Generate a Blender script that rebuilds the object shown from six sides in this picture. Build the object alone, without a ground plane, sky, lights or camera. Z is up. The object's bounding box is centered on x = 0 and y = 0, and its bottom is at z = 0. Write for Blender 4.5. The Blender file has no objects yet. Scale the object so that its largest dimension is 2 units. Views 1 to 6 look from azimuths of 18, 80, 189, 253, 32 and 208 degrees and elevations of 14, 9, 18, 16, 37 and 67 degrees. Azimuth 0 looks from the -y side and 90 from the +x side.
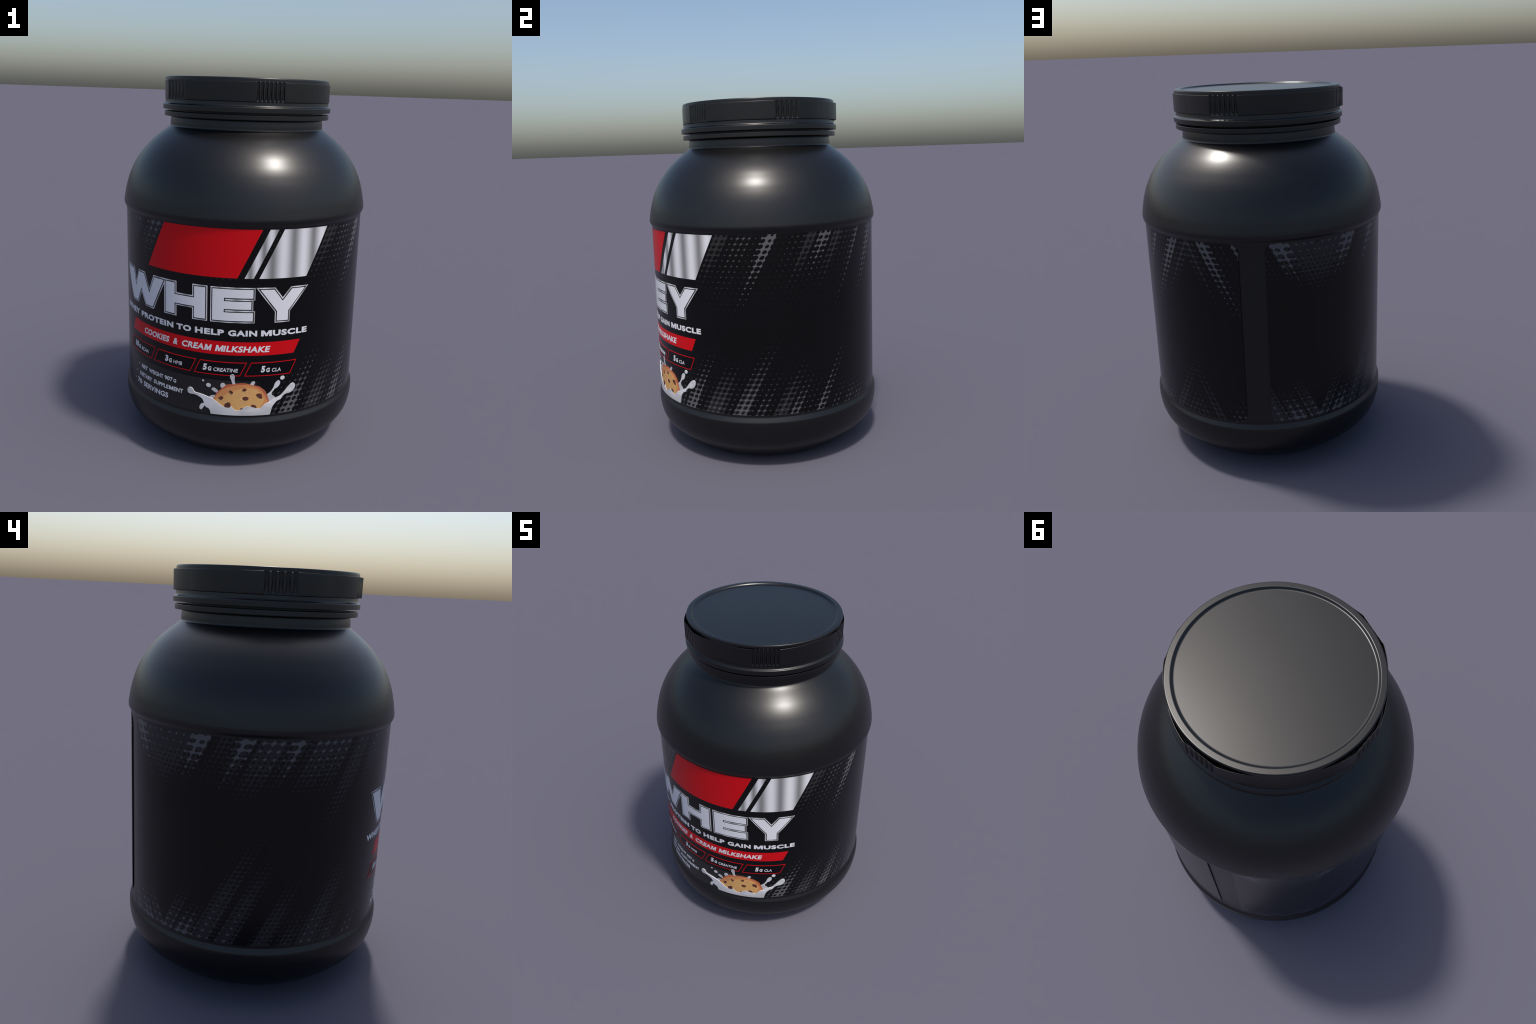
"""A big black protein-powder tub: screw lid with grip ribs, tamper ring,
blow-moulded bottle and a wrap-around printed label.
Azimuth a: 0 is the front (-y), 90 is +x.  Everything is in metres."""
import math
import bpy
import bmesh
from mathutils import Vector

R_LABEL = 0.661                        # outer radius of the label sheet
DEG = R_LABEL * math.pi / 180.0        # metres of arc per degree of azimuth
SLANT = 42.5                           # label artwork leans this many degrees of azimuth per metre of height
SCENE = bpy.context.scene


# ------------------------------------------------------------------ materials
class Nodes:
    """Small helper that writes math node chains."""

    def __init__(self, name):
        self.mat = bpy.data.materials.new(name)
        self.mat.use_nodes = True
        self.tree = self.mat.node_tree
        self.bsdf = self.tree.nodes["Principled BSDF"]

    def new(self, kind):
        return self.tree.nodes.new(kind)

    def plug(self, value, socket):
        if hasattr(value, "is_linked"):
            self.tree.links.new(value, socket)
        else:
            socket.default_value = value

    def math(self, op, *args, clamp=False):
        n = self.new("ShaderNodeMath")
        n.operation, n.use_clamp = op, clamp
        for v, s in zip(args, n.inputs):
            self.plug(v, s)
        return n.outputs[0]

    def mix(self, fac, a, b):
        n = self.new("ShaderNodeMix")
        n.data_type = "RGBA"
        self.plug(fac, n.inputs[0])
        for v, s in ((a, n.inputs[6]), (b, n.inputs[7])):
            self.plug(v if hasattr(v, "is_linked") else (*v, 1.0), s)
        return n.outputs[2]

    def noise(self, scale, detail=2.0, vector=None):
        n = self.new("ShaderNodeTexNoise")
        n.inputs["Scale"].default_value, n.inputs["Detail"].default_value = scale, detail
        self.plug(vector or self.coords(), n.inputs["Vector"])
        return n.outputs["Fac"]

    def coords(self):
        return self.new("ShaderNodeTexCoord").outputs["Object"]

    def azimuth_and_height(self):
        sep = self.new("ShaderNodeSeparateXYZ")
        self.plug(self.coords(), sep.inputs[0])
        x, y, z = sep.outputs
        a = self.math("ARCTAN2", x, self.math("MULTIPLY", y, -1.0))
        return self.math("MULTIPLY", a, 180.0 / math.pi), z

    def surface(self, colour, rough, spec=0.5):
        self.plug(colour if hasattr(colour, "is_linked") else (*colour, 1.0), self.bsdf.inputs["Base Color"])
        self.plug(rough, self.bsdf.inputs["Roughness"])
        self.bsdf.inputs["Specular IOR Level"].default_value = spec
        return self.mat


def plastic(name, colour, rough, spec=0.5):
    n = Nodes(name)
    cloud = n.noise(5.0, 3.0)
    rough_socket = n.math("MULTIPLY_ADD", cloud, 0.03, rough - 0.015)
    return n.surface(colour, rough_socket, spec)


def ink(name, colour, rough=0.32, spec=0.26):
    n = Nodes(name)
    grain = n.noise(60.0, 2.0)
    tone = n.mix(grain, tuple(c * 0.97 for c in colour), tuple(min(1.0, c * 1.03) for c in colour))
    return n.surface(tone, rough, spec)


def silver_ink(name, period, phase, dark=0.20):
    """Foil look: light and dark vertical bars that alternate round the tub."""
    n = Nodes(name)
    a, z = n.azimuth_and_height()
    wave = n.math("COSINE", n.math("MULTIPLY", n.math("SUBTRACT", a, phase), 2 * math.pi / period))
    wave = n.math("MULTIPLY_ADD", wave, 0.5, 0.5, clamp=True)
    wave = n.math("POWER", wave, 0.85)
    return n.surface(n.mix(wave, (dark, dark, dark * 1.02), (0.66, 0.66, 0.69)), 0.32, 0.26)


# streaks of the halftone print: azimuth where the streak meets the label edge,
# half width in degrees, brightness in the pale ink, in the dim ink, reach in metres
TOP_STREAKS = (
    (84.8, 4.6, 0.92, 0.70, 0.52), (111.3, 5.0, 0.84, 0.70, 0.34), (132.6, 3.2, 0.58, 0.85, 0.50),
    (147.2, 4.6, 0.92, 0.80, 0.52), (62.0, 5.5, 0.16, 0.95, 0.36), (72.5, 9.0, 0.30, 0.48, 0.55),
    (104.0, 4.6, 0.14, 0.95, 0.36), (119.0, 4.6, 0.22, 0.90, 0.38), (97.5, 6.0, 0.16, 0.30, 0.60),
    (155.0, 4.5, 0.34, 0.80, 0.42), (139.5, 4.0, 0.12, 0.36, 0.36), (125.5, 5.0, 0.12, 0.42, 0.40),
    (-128.6, 6.0, 1.00, 1.10, 0.28), (-111.0, 5.0, 0.82, 1.15, 0.30), (-91.0, 4.5, 0.78, 1.10, 0.28),
    (-100.5, 9.0, 0.48, 1.25, 0.34), (-80.0, 9.0, 0.46, 1.20, 0.32), (-139.0, 13.0, 0.26, 1.36, 0.33),
    (-61.5, 6.5, 0.24, 1.18, 0.50), (-50.0, 9.0, 0.30, 1.20, 0.30), (-37.0, 9.0, 0.34, 1.20, 0.28),
    (-22.0, 9.0, 0.52, 1.10, 0.30), (-72.0, 7.0, 0.42, 1.10, 0.32), (20.0, 12.0, 0.10, 0.40, 0.55),
    (-118.5, 6.0, 0.12, 0.62, 0.30), (98.0, 75.0, 0.0, 0.17, 0.90), (40.0, 10.0, 0.10, 0.30, 0.50),
)
BOTTOM_STREAKS = (
    (40.6, 6.0, 0.86, 0.90, 0.42), (54.0, 8.0, 0.40, 1.15, 0.34), (67.8, 6.0, 0.66, 1.10, 0.46),
    (86.5, 5.0, 0.30, 1.00, 0.36), (93.0, 4.5, 0.54, 0.85, 0.28), (105.8, 4.0, 0.64, 0.75, 0.48),
    (124.0, 5.5, 0.38, 0.60, 0.22), (77.0, 5.5, 0.36, 0.60, 0.34), (132.0, 6.0, 0.48, 0.40, 0.14),
    (142.3, 5.0, 0.14, 0.72, 0.44), (151.0, 9.0, 0.16, 0.55, 0.26), (115.0, 5.0, 0.30, 0.45, 0.22),
    (98.5, 5.0, 0.20, 0.36, 0.34), (86.0, 75.0, 0.0, 0.17, 0.80), (60.5, 5.0, 0.20, 0.45, 0.36), (32.0, 8.0, 0.30, 0.62, 0.30),
    (-128.0, 6.0, 0.36, 1.25, 0.64), (-118.2, 5.5, 0.34, 1.25, 0.54), (-103.4, 5.5, 0.20, 1.20, 0.40),
    (-84.4, 7.0, 0.30, 1.25, 0.48), (-136.5, 7.0, 0.68, 0.95, 0.24), (-144.5, 5.5, 0.46, 0.95, 0.32),
    (-93.5, 6.0, 0.16, 0.80, 0.24), (-75.5, 6.0, 0.26, 0.95, 0.28), (-64.0, 7.0, 0.34, 0.60, 0.26),
)


def label_print():
    """Black label stock with two halftone inks whose dots grow along slanting streaks,
    and a charcoal panel low on the front."""
    n = Nodes("label_print")
    a, z = n.azimuth_and_height()
    # the artwork is mirrored near both ends of the wrap
    right = n.math("GREATER_THAN", a, 155.0)
    left = n.math("LESS_THAN", a, -146.2)
    flip = n.math("ADD", right, left)
    sign = n.math("MULTIPLY_ADD", flip, -2.0, 1.0)
    shift = n.math("MULTIPLY_ADD", right, 310.0, n.math("MULTIPLY", left, -292.4))
    art = n.math("MULTIPLY_ADD", a, sign, shift)

    depth_top = n.math("SUBTRACT", 1.301, z)
    depth_bottom = n.math("SUBTRACT", z, 0.327)
    u_top = n.math("MULTIPLY_ADD", depth_top, SLANT, art)
    u_bottom = n.math("MULTIPLY_ADD", depth_bottom, -SLANT, art)
    pale = dim = 0.0
    for streaks, u, depth in ((TOP_STREAKS, u_top, depth_top), (BOTTOM_STREAKS, u_bottom, depth_bottom)):
        for at, half, s_pale, s_dim, reach in streaks:
            across = n.math("ABSOLUTE", n.math("SUBTRACT", u, at))
            across = n.math("MULTIPLY_ADD", across, -1.45 / half, 1.45, clamp=True)
            along = n.math("MULTIPLY_ADD", depth, -1.0 / reach, 1.0, clamp=True)
            faint = n.math("MULTIPLY", across, n.math("POWER", along, 1.1))
            strong = n.math("MULTIPLY", across, n.math("POWER", along, 1.6))
            pale = n.math("MAXIMUM", pale, n.math("MULTIPLY", strong, s_pale))
            dim = n.math("MAXIMUM", dim, n.math("MULTIPLY", faint, s_dim))

    def screen(pitch_a, pitch_z):
        along = n.math("MULTIPLY", n.math("SUBTRACT", u_top, 82.72), 1 / pitch_a)
        up = n.math("MULTIPLY", n.math("SUBTRACT", z, 1.2682), 1 / pitch_z)
        fa, fz = (n.math("SUBTRACT", n.math("FRACT", n.math("ADD", v, 0.5)), 0.5) for v in (along, up))
        return n.math("SQRT", n.math("ADD", n.math("MULTIPLY", fa, fa), n.math("MULTIPLY", fz, fz)))

    def lit(amount, dots):
        hole = n.math("MULTIPLY_ADD", amount, -0.54, 0.725)   # round holes that shrink as the ink grows
        return n.math("MULTIPLY_ADD", n.math("SUBTRACT", dots, hole), 16.0, 0.5, clamp=True)

    back = n.math("LESS_THAN", art, -5.0)

    def by_side(front_dots, back_dots):
        return n.math("ADD", n.math("MULTIPLY", back, back_dots), n.math("MULTIPLY", n.math("SUBTRACT", 1.0, back), front_dots))

    front_dots = screen(2.72, 0.029)
    pale_lit = lit(pale, by_side(front_dots, screen(3.50, 0.035)))
    dim_lit = lit(dim, by_side(front_dots, screen(2.15, 0.0225)))

    # charcoal panel
    panel = n.math("MULTIPLY_ADD", z, -900.0, 900.0 * 0.5165, clamp=True)
    panel = n.math("MULTIPLY", panel, n.math("MULTIPLY_ADD", a, -1 / 6.0, 28.5 / 6.0, clamp=True))
    panel = n.math("MULTIPLY", panel, n.math("MULTIPLY_ADD", a, 1 / 8.0, 52.0 / 8.0, clamp=True))
    clear = n.math("SUBTRACT", 1.0, panel)
    grain = n.noise(45.0, 3.0)
    black = n.mix(grain, (0.0004, 0.0004, 0.0004), (0.0010, 0.0010, 0.0010))
    colour = n.mix(panel, black, (0.0150, 0.0150, 0.0155))
    colour = n.mix(n.math("MULTIPLY", dim_lit, clear), colour, (0.0190, 0.0190, 0.0194))
    colour = n.mix(n.math("MULTIPLY", pale_lit, clear), colour, (0.088, 0.088, 0.092))
    return n.surface(colour, 0.24, 0.36)


def milk_ink(name, shade):
    n = Nodes(name)
    a, z = n.azimuth_and_height()
    vec = n.new("ShaderNodeMapping")
    n.plug(n.coords(), vec.inputs["Vector"])
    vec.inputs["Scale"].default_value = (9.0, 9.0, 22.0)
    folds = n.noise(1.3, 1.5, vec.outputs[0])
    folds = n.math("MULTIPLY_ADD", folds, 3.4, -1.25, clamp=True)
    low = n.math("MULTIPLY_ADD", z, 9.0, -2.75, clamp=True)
    tone = n.math("MULTIPLY", n.math("MULTIPLY_ADD", folds, 0.5, 0.5), n.math("MULTIPLY_ADD", low, 0.6, 0.4))  # grey fold shading and darker underside painted into the printed milk's colour
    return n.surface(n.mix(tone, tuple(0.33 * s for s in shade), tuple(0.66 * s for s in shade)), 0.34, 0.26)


def baked_ink(name, low, high):
    n = Nodes(name)
    spots = n.noise(24.0, 3.0)
    spots = n.math("MULTIPLY_ADD", spots, 2.0, -0.5, clamp=True)
    return n.surface(n.mix(spots, low, high), 0.55, 0.3)


M_BOTTLE = plastic("black_bottle_plastic", (0.0028, 0.0028, 0.0031), 0.325)
M_LID = plastic("black_lid_plastic", (0.0022, 0.0022, 0.0024), 0.315)
M_LABEL = label_print()
M_RED = ink("red_ink", (0.520, 0.0015, 0.0050))
M_WHITE = ink("white_ink", (0.66, 0.66, 0.70))
M_BLACK = ink("black_ink", (0.0006, 0.0006, 0.0007))
M_BOX = ink("box_ink", (0.0003, 0.0003, 0.0014))
M_FOIL_WIDE = silver_ink("wide_foil", 9.4, 45.6)
M_FOIL_THIN = silver_ink("thin_foil", 5.6, 30.6)
M_FOIL_LINE = silver_ink("outline_foil", 7.6, 5.4, 0.30)
M_MILK = milk_ink("milk_ink", (1.0, 1.0, 1.03))
M_MILK_BACK = milk_ink("milk_shade_ink", (0.88, 0.88, 0.92))
M_CRUST = baked_ink("cookie_crust_ink", (0.36, 0.090, 0.042), (0.46, 0.13, 0.058))
M_RIM = baked_ink("cookie_rim_ink", (0.52, 0.215, 0.080), (0.57, 0.245, 0.09))
M_DOUGH = baked_ink("cookie_dough_ink", (0.57, 0.315, 0.110), (0.63, 0.35, 0.130))
M_SHINE = ink("cookie_shine_ink", (0.76, 0.49, 0.21))
M_CHIP = baked_ink("chocolate_ink", (0.070, 0.022, 0.017), (0.115, 0.036, 0.026))


# ------------------------------------------------------------------- geometry
def add_object(name, mesh, material, parent):
    mesh.materials.append(material)
    obj = bpy.data.objects.new(name, mesh)
    SCENE.collection.objects.link(obj)
    obj.parent = parent
    return obj


def polar(a, r, z):
    a = math.radians(a)
    return (r * math.sin(a), -r * math.cos(a), z)


def catmull(points, steps=6, closed=True):
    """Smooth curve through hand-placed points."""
    out, n = [], len(points)
    last = n if closed else n - 1
    for i in range(last):
        if closed:
            p = [Vector(points[(i + k) % n]) for k in (-1, 0, 1, 2)]
        else:
            p = [Vector(points[min(max(i + k, 0), n - 1)]) for k in (-1, 0, 1, 2)]
        for s in range(steps):
            t = s / steps
            v = 0.5 * (2 * p[1] + (p[2] - p[0]) * t + (2 * p[0] - 5 * p[1] + 4 * p[2] - p[3]) * t * t + (3 * p[1] - p[0] - 3 * p[2] + p[3]) * t ** 3)
            out.append(tuple(v))
    if not closed:
        out.append(tuple(points[-1]))
    return out


def rounded(points, radius, steps=5, closed=True):
    """Polyline with every corner turned into a small arc (quadratic blend)."""
    out, n = [], len(points)
    for i, p in enumerate(points):
        r = radius[i] if isinstance(radius, (list, tuple)) else radius
        if r <= 0 or (not closed and i in (0, n - 1)):
            out.append(tuple(p))
            continue
        p, a, b = Vector(p), Vector(points[i - 1]), Vector(points[(i + 1) % n])
        ra, rb = min(r, (a - p).length * 0.45), min(r, (b - p).length * 0.45)
        s, e = p + (a - p).normalized() * ra, p + (b - p).normalized() * rb
        for k in range(steps + 1):
            t = k / steps
            out.append(tuple(s * (1 - t) ** 2 + p * 2 * t * (1 - t) + e * t * t))
    return out


def lathe(name, profile, material, parent, segments=256, sharp=35.0):
    """Turn a (radius, height) profile, listed from the top down, round the z axis."""
    held = [profile[0]]
    for p, q in zip(profile, profile[1:]):       # support rings keep flats flat and rounded edges crisp
        p, q = Vector(p), Vector(q)
        if (q - p).length > 0.005:
            e = (q - p).normalized() * 0.0012
            held += [tuple(p + e), tuple(q - e)]
        held.append(tuple(q))
    profile = held
    bm = bmesh.new()
    rings = []
    for r, z in profile:
        if r < 1e-6:
            rings.append([bm.verts.new((0, 0, z))])
        else:
            rings.append([bm.verts.new(polar(360.0 * k / segments, r, z)) for k in range(segments)])
    for up, down in zip(rings, rings[1:]):
        for k in range(segments):
            q = (k + 1) % segments
            if len(up) == 1:
                bm.faces.new((up[0], down[k], down[q]))
            elif len(down) == 1:
                bm.faces.new((up[k], down[0], up[q]))
            else:
                bm.faces.new((up[k], down[k], down[q], up[q]))
    mesh = bpy.data.meshes.new(name)
    bm.normal_update()
    bm.to_mesh(mesh)
    bm.free()
    mesh.shade_smooth()
    mesh.set_sharp_from_angle(angle=math.radians(sharp))
    return add_object(name, mesh, material, parent)


def flat_mesh(curve):
    """Mesh of a filled 2D curve or text."""
    obj = bpy.data.objects.new("outline", curve)
    SCENE.collection.objects.link(obj)
    bpy.context.view_layer.update()
    ev = obj.evaluated_get(bpy.context.evaluated_depsgraph_get())
    mesh = bpy.data.meshes.new_from_object(ev)
    bpy.data.objects.remove(obj)
    bpy.data.curves.remove(curve)
    return mesh


def wrap(name, flat, material, parent, outer, inner, step=1.5):
    """Bend a flat extruded mesh (x = arc length, y = height) round the tub between two radii."""
    bm = bmesh.new()
    bm.from_mesh(flat)
    bpy.data.meshes.remove(flat)
    bmesh.ops.remove_doubles(bm, verts=bm.verts, dist=1e-6)
    xs = [v.co.x for v in bm.verts]
    k = math.floor(min(xs) / DEG / step) + 1
    while k * step * DEG < max(xs) - 1e-5:
        bmesh.ops.bisect_plane(bm, geom=bm.verts[:] + bm.edges[:] + bm.faces[:], dist=1e-6, plane_co=(k * step * DEG, 0, 0), plane_no=(1, 0, 0))
        k += 1
    for v in bm.verts:
        v.co = polar(v.co.x / DEG, outer if v.co.z > 0 else inner, v.co.y)
    bm.normal_update()
    mesh = bpy.data.meshes.new(name)
    bm.to_mesh(mesh)
    bm.free()
    mesh.shade_smooth()
    normals = []
    for poly in mesh.polygons:
        mid = poly.center
        out = Vector((mid.x, mid.y, 0)).normalized()
        facing = poly.normal.dot(out)
        for li in poly.loop_indices:
            co = mesh.vertices[mesh.loops[li].vertex_index].co
            if abs(facing) > 0.9:
                normals.append(Vector((co.x, co.y, 0)).normalized() * (1 if facing > 0 else -1))
            else:
                normals.append(poly.normal.copy())
    mesh.normals_split_custom_set(normals)
    mesh.materials.clear()
    return add_object(name, mesh, material, parent)


def plate(name, outlines, material, parent, layer, step=1.5, inner=R_LABEL - 0.0006):
    """Printed patch.  outlines: closed polygons of (azimuth, height); inner ones become holes."""
    curve = bpy.data.curves.new(name, "CURVE")
    curve.dimensions, curve.fill_mode, curve.extrude = "2D", "BOTH", 0.001
    for pts in outlines:
        sp = curve.splines.new("POLY")
        sp.points.add(len(pts) - 1)
        for p, (a, z) in zip(sp.points, pts):
            p.co = (a * DEG, z, 0, 1)
        sp.use_cyclic_u = True
    return wrap(name, flat_mesh(curve), material, parent, R_LABEL + 0.0007 * layer, inner, step)


def lettering(name, text, box, material, parent, layer, bold=0.0, shear=0.0, spacing=1.0):
    """One word fitted into box = (azimuth from, to, height from, to)."""
    curve = bpy.data.curves.new(name, "FONT")
    curve.body, curve.size, curve.offset, curve.space_character = text, 1.0, bold, spacing
    curve.extrude, curve.fill_mode, curve.resolution_u = 0.001, "BOTH", 4
    flat = flat_mesh(curve)
    xs, ys = [v.co.x for v in flat.vertices], [v.co.y for v in flat.vertices]
    a0, a1, z0, z1 = box
    lean = shear * (z1 - z0)
    sx, sy = ((a1 - a0) * DEG - lean) / (max(xs) - min(xs)), (z1 - z0) / (max(ys) - min(ys))
    for v in flat.vertices:
        y = (v.co.y - min(ys)) * sy
        v.co.x = a0 * DEG + (v.co.x - min(xs)) * sx + shear * y
        v.co.y = z0 + y
    return wrap(name, flat, material, parent, R_LABEL + 0.0007 * layer, R_LABEL - 0.0006)


def heavy_m(name, box, stem, material, parent, layer, shear=0.0):
    """Block capital M with straight stems and a deep notch."""
    a0, a1, z0, z1 = box
    h, w = z1 - z0, (a1 - a0) * DEG - shear * (z1 - z0)
    s, notch = stem * w, 0.42 * h
    pts = [(0, 0), (0, h), (s * 1.15, h), (w / 2, notch + 0.06 * h), (w - s * 1.15, h), (w, h), (w, 0), (w - s, 0), (w - s, 0.56 * h), (w / 2 + 0.09 * w, 0.02 * h), (w / 2 - 0.09 * w, 0.02 * h), (s, 0.56 * h), (s, 0)]
    plate(name, [[(a0 + (x + shear * y) / DEG, z0 + y) for x, y in pts]], material, parent, layer)


def grow(points, d):
    """Offset a polygon given in (azimuth, height) outwards by d metres, with mitred corners."""
    pts = [Vector((a * DEG, z)) for a, z in points]
    area = sum(p.x * q.y - q.x * p.y for p, q in zip(pts, pts[1:] + pts[:1]))
    side = 1.0 if area > 0 else -1.0
    out = []
    for i, p in enumerate(pts):
        e0, e1 = (p - pts[i - 1]).normalized(), (pts[(i + 1) % len(pts)] - p).normalized()
        n0, n1 = Vector((e0.y, -e0.x)) * side, Vector((e1.y, -e1.x)) * side
        m = n0 + n1
        m = m / max(m.dot(n0), 0.30) * d
        out.append(((p + m).x / DEG, (p + m).y))
    return out


def ellipse(a, z, ra, rz, tilt=0.0, steps=20):
    c, s, out = math.cos(tilt), math.sin(tilt), []
    for k in range(steps):
        t = math.tau * k / steps
        x, y = ra * DEG * math.cos(t), rz * math.sin(t)
        out.append((a + (x * c - y * s) / DEG, z + x * s + y * c))
    return out


# ----------------------------------------------------------------- the thing
tub = bpy.data.objects.new("protein_tub", None)
SCENE.collection.objects.link(tub)
tub["label"] = "large black plastic protein powder tub with screw lid and printed label"
tub["category"] = "protein tub"

# --- bottle
shoulder = catmull([
    (0.4225, 1.7425), (0.4275, 1.7385), (0.4425, 1.7262), (0.4770, 1.7000), (0.5075, 1.6750), (0.5335, 1.6500), (0.5560, 1.6250),
    (0.5755, 1.6000), (0.5935, 1.5750), (0.6090, 1.5500), (0.6220, 1.5250), (0.6335, 1.5000), (0.6432, 1.4750),
    (0.6512, 1.4500), (0.6580, 1.4250), (0.6637, 1.4000), (0.6682, 1.3750), (0.6716, 1.3550), (0.6733, 1.3420),
    (0.6732, 1.3330), (0.6716, 1.3250), (0.6680, 1.3175), (0.6630, 1.3105), (0.6606, 1.3060)], 4, closed=False)
base = catmull([
    (0.6545, 0.4000), (0.6560, 0.3700), (0.6590, 0.3450), (0.6604, 0.3300), (0.6608, 0.3160), (0.6615, 0.3125), (0.6629, 0.3090), (0.6675, 0.2995),
    (0.6712, 0.2915), (0.6726, 0.2865), (0.6733, 0.2800), (0.6737, 0.2650), (0.6730, 0.2400), (0.6697, 0.2150), (0.6640, 0.1880),
    (0.6555, 0.1640), (0.6440, 0.1425), (0.6280, 0.1220), (0.6060, 0.1000), (0.5820, 0.0785), (0.5560, 0.0570),
    (0.5250, 0.0350), (0.4850, 0.0140), (0.4500, 0.0030), (0.4300, 0.0000)], 4, closed=False)
bottle_profile = (
    [(0.370, 1.850), (0.3850, 1.850), (0.3850, 1.7990), (0.4100, 1.7985), (0.4140, 1.7960), (0.4160, 1.7900), (0.4170, 1.7830), (0.4179, 1.7740), (0.4186, 1.7660), (0.4190, 1.7580), (0.4192, 1.7520), (0.4196, 1.7480), (0.4205, 1.7450)]
    + shoulder
    + [(0.6606, 1.3010), (0.6598, 1.2940), (0.6576, 1.2800), (0.6554, 1.2600), (0.6545, 1.2350), (0.6545, 0.8000)]
    + base
    + [(0.4150, 0.0015), (0.3950, 0.0120), (0.3600, 0.0260), (0.0, 0.0320)])
bottle = lathe("bottle", bottle_profile, M_BOTTLE, tub, sharp=50)

# --- tamper ring under the lid
ring_profile = rounded([(0.3950, 1.8225), (0.4502, 1.8225), (0.4508, 1.7970), (0.3950, 1.7955)], [0, 0.004, 0.003, 0], 4)
ring_profile.append(ring_profile[0])
lathe("tamper_ring", ring_profile, M_LID, tub, sharp=40)

# --- lid
lid_profile = rounded([
    (0.0, 1.9915), (0.4085, 1.9915), (0.4165, 2.0000), (0.4420, 2.0000), (0.4448, 1.9950), (0.4454, 1.9780), (0.4400, 1.9760), (0.4390, 1.8880), (0.4456, 1.8840), (0.4460, 1.8790),
    (0.4472, 1.8650), (0.4574, 1.8590), (0.4585, 1.8560), (0.4588, 1.8330), (0.3950, 1.8322), (0.3950, 1.8120)],
    [0, 0.005, 0.003, 0.003, 0.003, 0.001, 0.001, 0, 0, 0.004, 0.005, 0.0025, 0.002, 0.0015, 0.0, 0], 6, closed=False)
lid = lathe("lid", lid_profile, M_LID, tub, segments=288, sharp=40)

# --- grip pads: the wall swells up to both ends of each group of ribs, which sit on a flat
GRIPS = (  # centre azimuth, half width, radius at the ends of the flat, ridges
    (-99.6, 9.8, 0.4625, 6), (-33.4, 9.6, 0.4625, 6), (33.6, 9.5, 0.4560, 8), (101.1, 9.0, 0.4545, 6), (169.2, 9.8, 0.4620, 7))


def grip_radius(a, height, centre, half, r_end, ridges, reach_left, reach_right):
    d = a - centre
    r_mid = 0.4462
    if abs(d) > half:
        reach = reach_right if d > 0 else reach_left
        t = (abs(d) - half) / max(reach - half, 1e-6)
        fall = max(0.0, 1 - t * (reach - half) / min(22.0, reach - half))
        soft = 0.02 * math.exp(-((abs(d) - half) / 1.2)) if r_end > 0.46 else 0.0
        return r_mid + (r_end - r_mid) * (fall ** 1.25 - soft)
    chord = r_end * math.cos(math.radians(half)) / math.cos(math.radians(d))
    phase = (d + half) / (2 * half) * (ridges - 1)
    near = abs(phase - round(phase)) * 2                     # 0 on a ridge, 1 mid groove
    flat_part = 0.18 + 0.30 * (1 - (2 * height - 1) ** 2)     # ridges are lens shaped: widest half way up
    groove = max(0.0, (near - flat_part) / (1 - flat_part))
    depth = 0.0064 * min(1.0, max(0.0, (1 - height) / 0.10)) ** 0.6 * min(1.0, 0.4 + height / 0.12)    # grooves close at the top, run out at the bottom
    return chord - depth * math.sqrt(1 - (1 - groove) ** 2)


order = sorted(GRIPS)
for i, (centre, half, r_end, ridges) in enumerate(order):
    prev = order[i - 1][0] - (360 if i == 0 else 0)
    nxt = order[(i + 1) % len(order)][0] + (360 if i == len(order) - 1 else 0)
    left, right = (centre - prev) / 2, (nxt - centre) / 2
    stops = sorted({round(-left + k * (left - half) / 60, 4) for k in range(61)}
                   | {round(half + k * (right - half) / 60, 4) for k in range(61)}
                   | {round(-half + k * 2 * half / ((ridges - 1) * 24), 4) for k in range((ridges - 1) * 24 + 1)})
    z0, z1 = 1.8855, 1.9815
    rows = [(0.06, -0.0022), (0.002, -0.0022), (0.0, -0.0016), (0.006, -0.0006), (0.018, -0.0001), (0.040, 0.0)] + [(k / 24, 0.0) for k in range(2, 23)] + [(0.960, 0.0), (0.982, -0.0001), (0.994, -0.0006), (1.0, -0.0016), (0.998, -0.0022), (0.06, -0.0022)]
    bm = bmesh.new()
    grid = []
    for h, push in rows:
        line = []
        for s in stops:
            r = grip_radius(centre + s, h, centre, half, r_end, ridges, left, right)
            line.append(bm.verts.new(polar(centre + s, max(r + push, 0.4400), z0 + (z1 - z0) * h)))
        grid.append(line)
    for lo, hi in zip(grid, grid[1:]):
        for k in range(len(stops) - 1):
            bm.faces.new((lo[k], lo[k + 1], hi[k + 1], hi[k]))
    bm.normal_update()
    mesh = bpy.data.meshes.new("grip_pad")
    bm.to_mesh(mesh)
    bm.free()
    mesh.shade_smooth()
    mesh.set_sharp_from_angle(angle=math.radians(50))
    add_object("grip_pad", mesh, M_LID, lid)

# --- label sheet, standing a little off the bottle
corner = 0.046
outline = []
for a, z, da, dz in ((-169.0, 0.327, 1, 1), (179.65, 0.327, -1, 1), (179.65, 1.301, -1, -1), (-169.0, 1.301, 1, -1)):
    arc = []
    for k in range(9):
        t = math.pi / 2 * k / 8
        arc.append((a + da * corner / DEG * (1 - math.cos(t)), z + dz * corner * (1 - math.sin(t))))
    outline += arc if da * dz > 0 else arc[::-1]
label = plate("label", [outline], M_LABEL, tub, 0, step=1.0, inner=R_LABEL - 0.0045)

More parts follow.
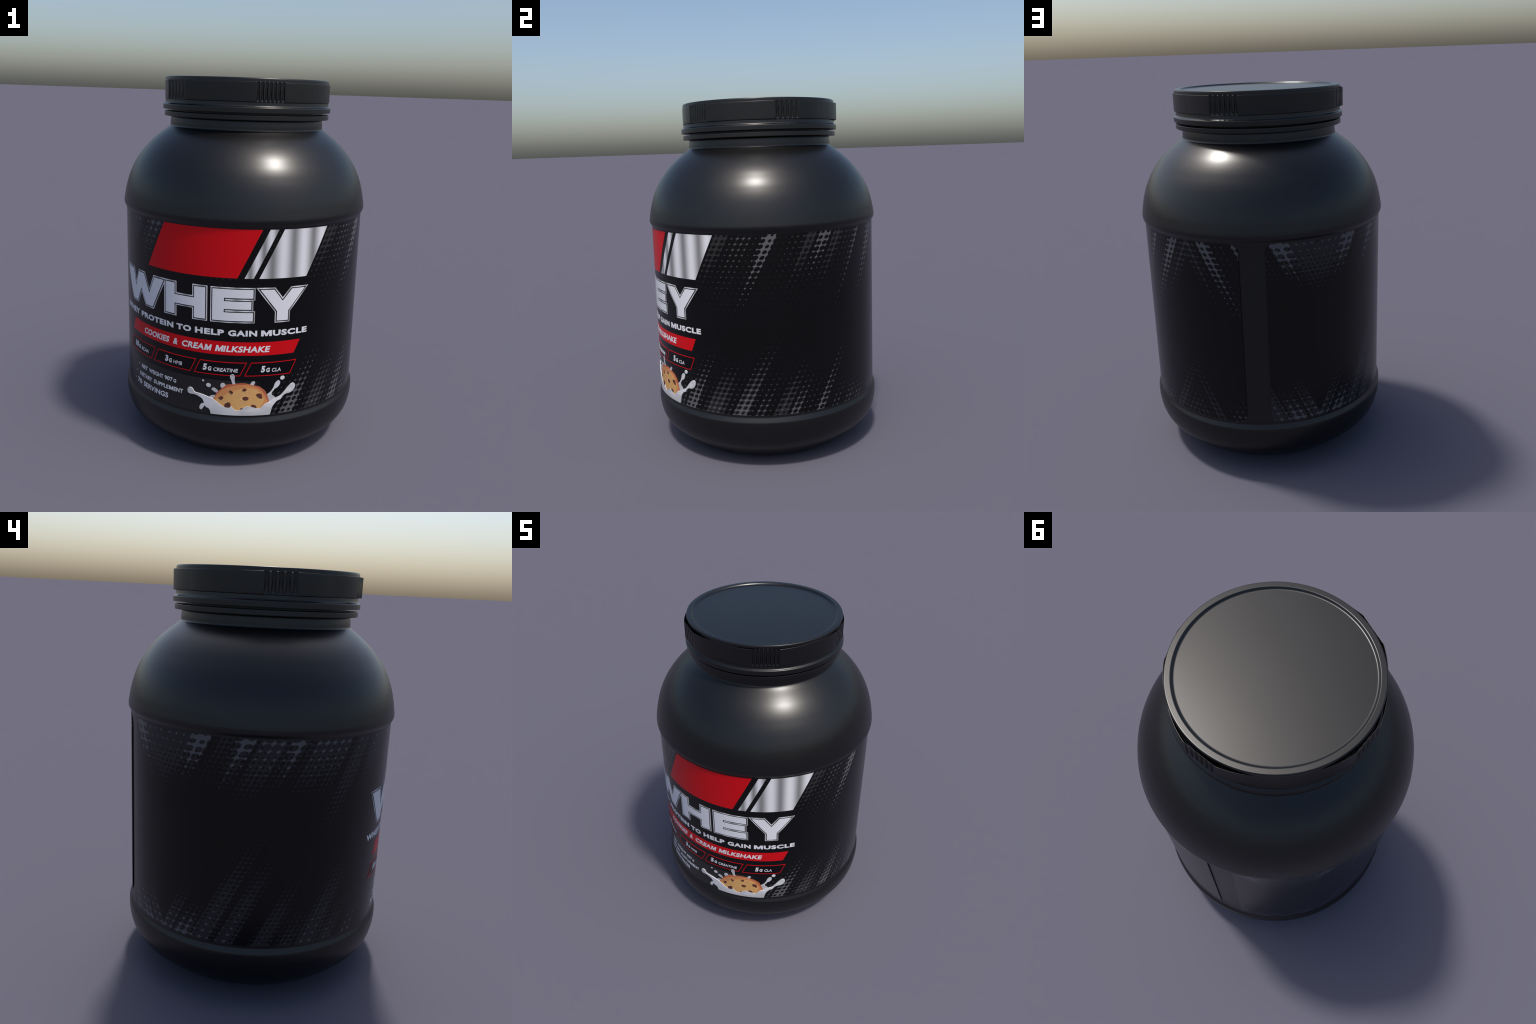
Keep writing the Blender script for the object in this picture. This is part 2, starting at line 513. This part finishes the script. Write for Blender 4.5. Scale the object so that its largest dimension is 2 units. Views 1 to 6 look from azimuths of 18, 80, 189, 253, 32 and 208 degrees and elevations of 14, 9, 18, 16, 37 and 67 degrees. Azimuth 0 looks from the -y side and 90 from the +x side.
# --- red and foil blocks at the top
plate("red_block", [[(-17.6, 1.2995), (26.95, 1.2995), (16.75, 1.0565), (-28.0, 1.0565)]], M_RED, label, 1)
plate("foil_stripe", [[(30.1, 1.2995), (33.9, 1.2995), (23.6, 1.0562), (19.75, 1.0562)]], M_FOIL_THIN, label, 1)
plate("foil_block", [[(36.3, 1.2995), (57.75, 1.2995), (47.5, 1.0562), (26.0, 1.0562)]], M_FOIL_WIDE, label, 1)

# --- the big word: white letter, black keyline, foil outline
TOP, LOW = 1.0000, 0.8380
LETTERS = {
    "W": ([(-51.0, TOP), (-42.55, TOP), (-39.65, 0.9085), (-36.55, TOP), (-31.85, TOP), (-27.6, 0.9060), (-23.95, TOP), (-17.9, TOP),
           (-25.1, LOW), (-30.0, LOW), (-34.25, 0.9170), (-37.75, LOW), (-43.0, LOW)], None),
    "H": ([(-16.75, TOP), (-11.75, TOP), (-11.75, 0.9410), (-1.98, 0.9410), (-1.98, TOP), (3.12, TOP), (3.12, LOW), (-1.98, LOW), (-1.98, 0.8965), (-11.75, 0.8965), (-11.75, LOW), (-16.75, LOW)], None),
    "E": ([(6.27, TOP), (23.75, TOP), (23.75, 0.9560), (11.3, 0.9560), (11.3, 0.9385), (23.0, 0.9385), (23.0, 0.8985), (11.3, 0.8985), (11.3, 0.8810), (23.8, 0.8810), (23.8, LOW), (6.27, LOW)],
          [(5.42, 1.0098), (24.62, 1.0098), (24.62, 0.9462), (23.86, 0.9462), (23.86, 0.8912), (24.66, 0.8912), (24.66, 0.8275), (5.42, 0.8275)]),
    "Y": ([(26.7, TOP), (32.75, TOP), (36.65, 0.9405), (40.75, TOP), (46.9, TOP), (39.35, 0.8880), (39.35, LOW), (34.25, LOW), (34.25, 0.8880)], None),
}
for letter, (shape, outer) in LETTERS.items():
    outer = outer or grow(shape, 0.0104)
    plate("letter_outline", [rounded(outer, 0.0090, 5)], M_FOIL_LINE, label, 1)
    plate("letter_keyline", [grow(shape, 0.0046)], M_BLACK, label, 2)
    plate("letter", [shape], M_WHITE, label, 3)

# --- slogan
for word, a0, a1 in (("WHEY", -52.6, -36.35), ("PROTEIN", -34.6, -12.5), ("TO", -10.75, -3.35), ("HELP", -1.5, 11.6), ("GAIN", 13.4, 25.9), ("USCLE", 32.75, 49.2)):
    lettering("slogan_word", word, (a0, a1, 0.7578, 0.7890), M_WHITE, label, 1, bold=0.046, spacing=1.12)

heavy_m("slogan_word", (27.6, 32.35, 0.7580, 0.7886), 0.25, M_WHITE, label, 1)

# --- flavour banner
plate("flavour_banner", [[(-41.3, 0.7268), (45.85, 0.7265), (43.0, 0.6555), (-44.2, 0.6552)]], M_RED, label, 1)
for word, a0, a1 in (("COOKIES", -31.95, -14.5), ("&", -12.7, -9.75), ("CREA", -8.15, 3.25), ("ILKSHAKE", 11.35, 32.0)):
    lettering("flavour_word", word, (a0, a1, 0.6725, 0.7055), M_WHITE, label, 2, bold=0.033, shear=0.22, spacing=1.06)

for a0, a1 in ((2.85, 6.45), (7.75, 11.75)):
    heavy_m("flavour_word", (a0, a1, 0.6727, 0.7052), 0.23, M_WHITE, label, 2, shear=0.22)

# --- ingredient boxes
def box_outline(a0, shrink=0.0):
    return grow([(a0, 0.6178), (a0 + 20.85, 0.6178), (a0 + 17.95, 0.5440), (a0 - 2.9, 0.5440)], -shrink)


for a0 in (-44.35, -21.6, 1.05, 23.66):
    plate("box_fill", [box_outline(a0, 0.0012)], M_BOX, label, 1)
    plate("box_frame", [box_outline(a0), box_outline(a0, 0.0036)], M_RED, label, 2)
for big, a0, a1, g1, small, b0, b1 in (("10", -41.45, -37.7, -35.75, "BCAA", -34.75, -28.6), ("3", -17.3, -15.1, -13.2, "HMB", -12.45, -7.65),
                                       ("5", 2.3, 4.5, 6.4, "CREATINE", 7.1, 18.1), ("5", 28.05, 30.25, 32.2, "CLA", 32.95, 37.35)):
    lettering("amount", big, (a0, a1 - 0.1, 0.5640, 0.5985), M_WHITE, label, 2, bold=0.045, shear=0.12)
    lettering("amount_unit", "G", (a1 + 0.1, g1, 0.5640, 0.5872), M_WHITE, label, 2, bold=0.040, shear=0.12)
    lettering("ingredient_word", small, (b0, b1, 0.5640, 0.5838), M_WHITE, label, 2, bold=0.0 if "M" in small else 0.012, shear=0.12)

# --- facts on the charcoal panel
for text, a0, a1, z0, z1 in (("NET", -35.1, -29.75, 0.4580, 0.4805), ("WEIGHT", -28.55, -18.45, 0.4580, 0.4808), ("907", -17.7, -12.85, 0.4578, 0.4810), ("G", -12.5, -10.9, 0.4578, 0.4765),
                             ("DIETARY", -36.95, -26.2, 0.4085, 0.4310), ("SUPPLE", -25.0, -15.2, 0.4088, 0.4314), ("ENT", -12.3, -7.2, 0.4090, 0.4316), ("70", -39.6, -35.0, 0.3560, 0.3845), ("SERVINGS", -33.4, -15.5, 0.3560, 0.3855)):
    lettering("fact_word", text, (a0, a1, z0, z1), M_WHITE, label, 1, bold=0.024, shear=0.06, spacing=1.04)
heavy_m("fact_word", (-14.95, -12.55, 0.4090, 0.4314), 0.22, M_WHITE, label, 1, shear=0.06)
for a, z in ((-37.9, 0.4720), (-40.25, 0.4220), (-42.25, 0.3700)):
    plate("bullet", [ellipse(a, z, 0.33, 0.0034, 0, 10)], M_WHITE, label, 1)

# --- milk splash and cookie
splash_back = (
    [(28.6, 0.4000), (31.2, 0.4390), (32.7, 0.4535), (34.0, 0.4755), (34.7, 0.4980), (35.6, 0.5100), (36.45, 0.5130), (37.15, 0.5045), (36.9, 0.4885), (35.95, 0.4755), (34.65, 0.4680),
     (34.2, 0.4590), (33.5, 0.4500), (33.5, 0.4360), (34.5, 0.4275), (34.9, 0.4150), (32.0, 0.3850)],
    [(17.6, 0.4900), (15.95, 0.4990), (15.35, 0.5180), (14.75, 0.5340), (14.72, 0.5460), (15.3, 0.5528), (16.15, 0.5530), (16.72, 0.5445), (16.74, 0.5285), (16.75, 0.5140), (17.2, 0.5000)],
    [(24.4, 0.4860), (23.6, 0.4970), (24.1, 0.5108), (25.0, 0.5168), (25.7, 0.5128), (25.65, 0.5055), (25.0, 0.4930)],
    [(12.4, 0.4780), (11.1, 0.4760), (10.5, 0.4860), (10.7, 0.4980), (11.7, 0.5030), (12.8, 0.4930)],
    [(9.8, 0.4440), (8.85, 0.4462), (7.7, 0.4518), (6.6, 0.4608), (6.72, 0.4692), (7.5, 0.4726), (8.45, 0.4680), (9.4, 0.4575)],
    [(6.0, 0.4150), (6.2, 0.4270), (7.9, 0.4312), (9.6, 0.4290), (9.5, 0.4000)])
for shape in splash_back:
    plate("milk_splash", [catmull(shape, 5)], M_MILK_BACK, label, 2)
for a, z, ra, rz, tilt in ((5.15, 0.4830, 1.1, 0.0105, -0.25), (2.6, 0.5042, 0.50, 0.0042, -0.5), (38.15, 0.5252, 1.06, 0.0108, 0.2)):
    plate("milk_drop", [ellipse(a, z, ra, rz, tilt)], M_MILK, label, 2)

crust = [(7.5, 0.4090), (8.05, 0.4226), (8.75, 0.4440), (10.0, 0.4600), (11.3, 0.4755), (12.75, 0.4905), (13.9, 0.4958), (16.1, 0.4990), (18.35, 0.5035), (20.2, 0.5055),
         (21.7, 0.5038), (23.6, 0.4985), (25.7, 0.4925), (27.75, 0.4857), (28.75, 0.4770), (30.35, 0.4605), (31.2, 0.4385), (31.65, 0.4240), (31.95, 0.3945), (27.0, 0.3500), (18.0, 0.3400), (11.0, 0.3600)]
rim = [(7.95, 0.4093), (9.1, 0.4370), (10.55, 0.4577), (12.05, 0.4710), (13.75, 0.4797), (15.75, 0.4880), (18.4, 0.4950), (21.15, 0.4967), (24.0, 0.4920), (26.45, 0.4817), (28.4, 0.4665),
       (29.8, 0.4465), (30.85, 0.4220), (31.5, 0.3950), (27.0, 0.3520), (18.0, 0.3420), (11.0, 0.3620)]
dough = [(8.6, 0.4060), (10.1, 0.4160), (12.1, 0.4330), (14.7, 0.4530), (17.5, 0.4665), (21.2, 0.4770), (25.0, 0.4752), (27.85, 0.4550), (29.25, 0.4305), (29.75, 0.4013), (26.0, 0.3530), (18.0, 0.3440), (11.0, 0.3640)]
plate("cookie_crust", [catmull(crust, 4)], M_CRUST, label, 3)
plate("cookie_rim", [catmull(rim, 4)], M_RIM, label, 4)
plate("cookie_dough", [catmull(dough, 4)], M_DOUGH, label, 5)
for shine in ([(15.3, 0.4429), (16.05, 0.4405), (16.9, 0.4499), (16.1, 0.4432)], [(21.3, 0.4605), (22.0, 0.4588), (22.6, 0.4664), (21.95, 0.4610)], [(10.6, 0.4095), (11.35, 0.4070), (12.0, 0.4143), (11.3, 0.4092)],
              [(19.25, 0.4285), (19.6, 0.4160), (20.85, 0.4080), (19.9, 0.4180)], [(27.3, 0.4178), (28.4, 0.4138), (29.0, 0.4188), (28.3, 0.4160)], [(12.3, 0.3830), (12.75, 0.3945), (13.6, 0.3990), (13.0, 0.3900)]):
    plate("cookie_shine", [catmull(shine, 5)], M_SHINE, label, 6)
for chip in ([(14.5, 0.4612), (14.85, 0.4650), (15.45, 0.4632), (16.2, 0.4555), (15.75, 0.4455), (15.1, 0.4500)],
             [(20.25, 0.4696), (20.65, 0.4772), (21.35, 0.4780), (21.98, 0.4756), (21.89, 0.4662), (20.85, 0.4634)],
             [(9.95, 0.4202), (10.4, 0.4275), (11.0, 0.4304), (11.98, 0.4262), (11.5, 0.4136), (10.8, 0.4115)],
             [(20.38, 0.4262), (21.5, 0.4334), (23.05, 0.4270), (22.5, 0.4142), (20.98, 0.4152)],
             [(26.35, 0.4440), (27.5, 0.4494), (28.65, 0.4452), (29.12, 0.4240), (28.33, 0.4212), (27.0, 0.4318)],
             [(12.48, 0.3838), (13.1, 0.3952), (14.75, 0.3978), (15.2, 0.3788), (14.1, 0.3600), (12.79, 0.3700)],
             [(24.25, 0.3781), (24.63, 0.3878), (25.96, 0.3850), (26.7, 0.3724), (25.5, 0.3600)],
             [(19.55, 0.3650), (20.3, 0.3708), (20.6, 0.3670), (20.0, 0.3500)]):
    plate("chocolate_chip", [catmull(chip, 4)], M_CHIP, label, 7)

splash_front = [
    (-4.72, 0.4400), (-4.40, 0.4510), (-3.60, 0.4560), (-2.30, 0.4520), (-1.30, 0.4350), (0.80, 0.4312), (3.00, 0.4265), (4.90, 0.4200), (6.30, 0.4160), (7.60, 0.4095), (9.50, 0.3945), (11.85, 0.3745), (13.75, 0.3690), (14.7, 0.3705), (15.5, 0.3778),
    (16.6, 0.3630), (17.9, 0.3558), (19.6, 0.3602), (21.25, 0.3738), (22.75, 0.3797), (24.85, 0.3745), (27.15, 0.3668), (28.5, 0.3690), (30.35, 0.3890), (31.6, 0.3950), (32.7, 0.3975),
    (34.8, 0.4150), (37.15, 0.4260), (38.9, 0.4448), (40.7, 0.4680), (42.1, 0.4835), (43.4, 0.4884), (44.25, 0.4820), (44.35, 0.4655), (43.55, 0.4500), (42.1, 0.4390), (39.8, 0.4350),
    (38.4, 0.4235), (37.4, 0.4085), (35.85, 0.4010), (34.35, 0.3820), (33.6, 0.3640), (33.05, 0.3380), (32.65, 0.3280), (32.0, 0.3278), (26.0, 0.3278), (20.0, 0.3278), (12.0, 0.3278), (7.0, 0.3278), (6.4, 0.3285), (6.15, 0.3430), (5.3, 0.3580), (4.55, 0.3592), (3.5, 0.3685), (2.95, 0.3560),
    (2.1, 0.3442), (1.35, 0.3465), (1.17, 0.3575), (1.85, 0.3745), (3.1, 0.3815), (3.0, 0.3930), (2.0, 0.4090), (-0.80, 0.4215), (-3.60, 0.4217), (-4.50, 0.4290)]
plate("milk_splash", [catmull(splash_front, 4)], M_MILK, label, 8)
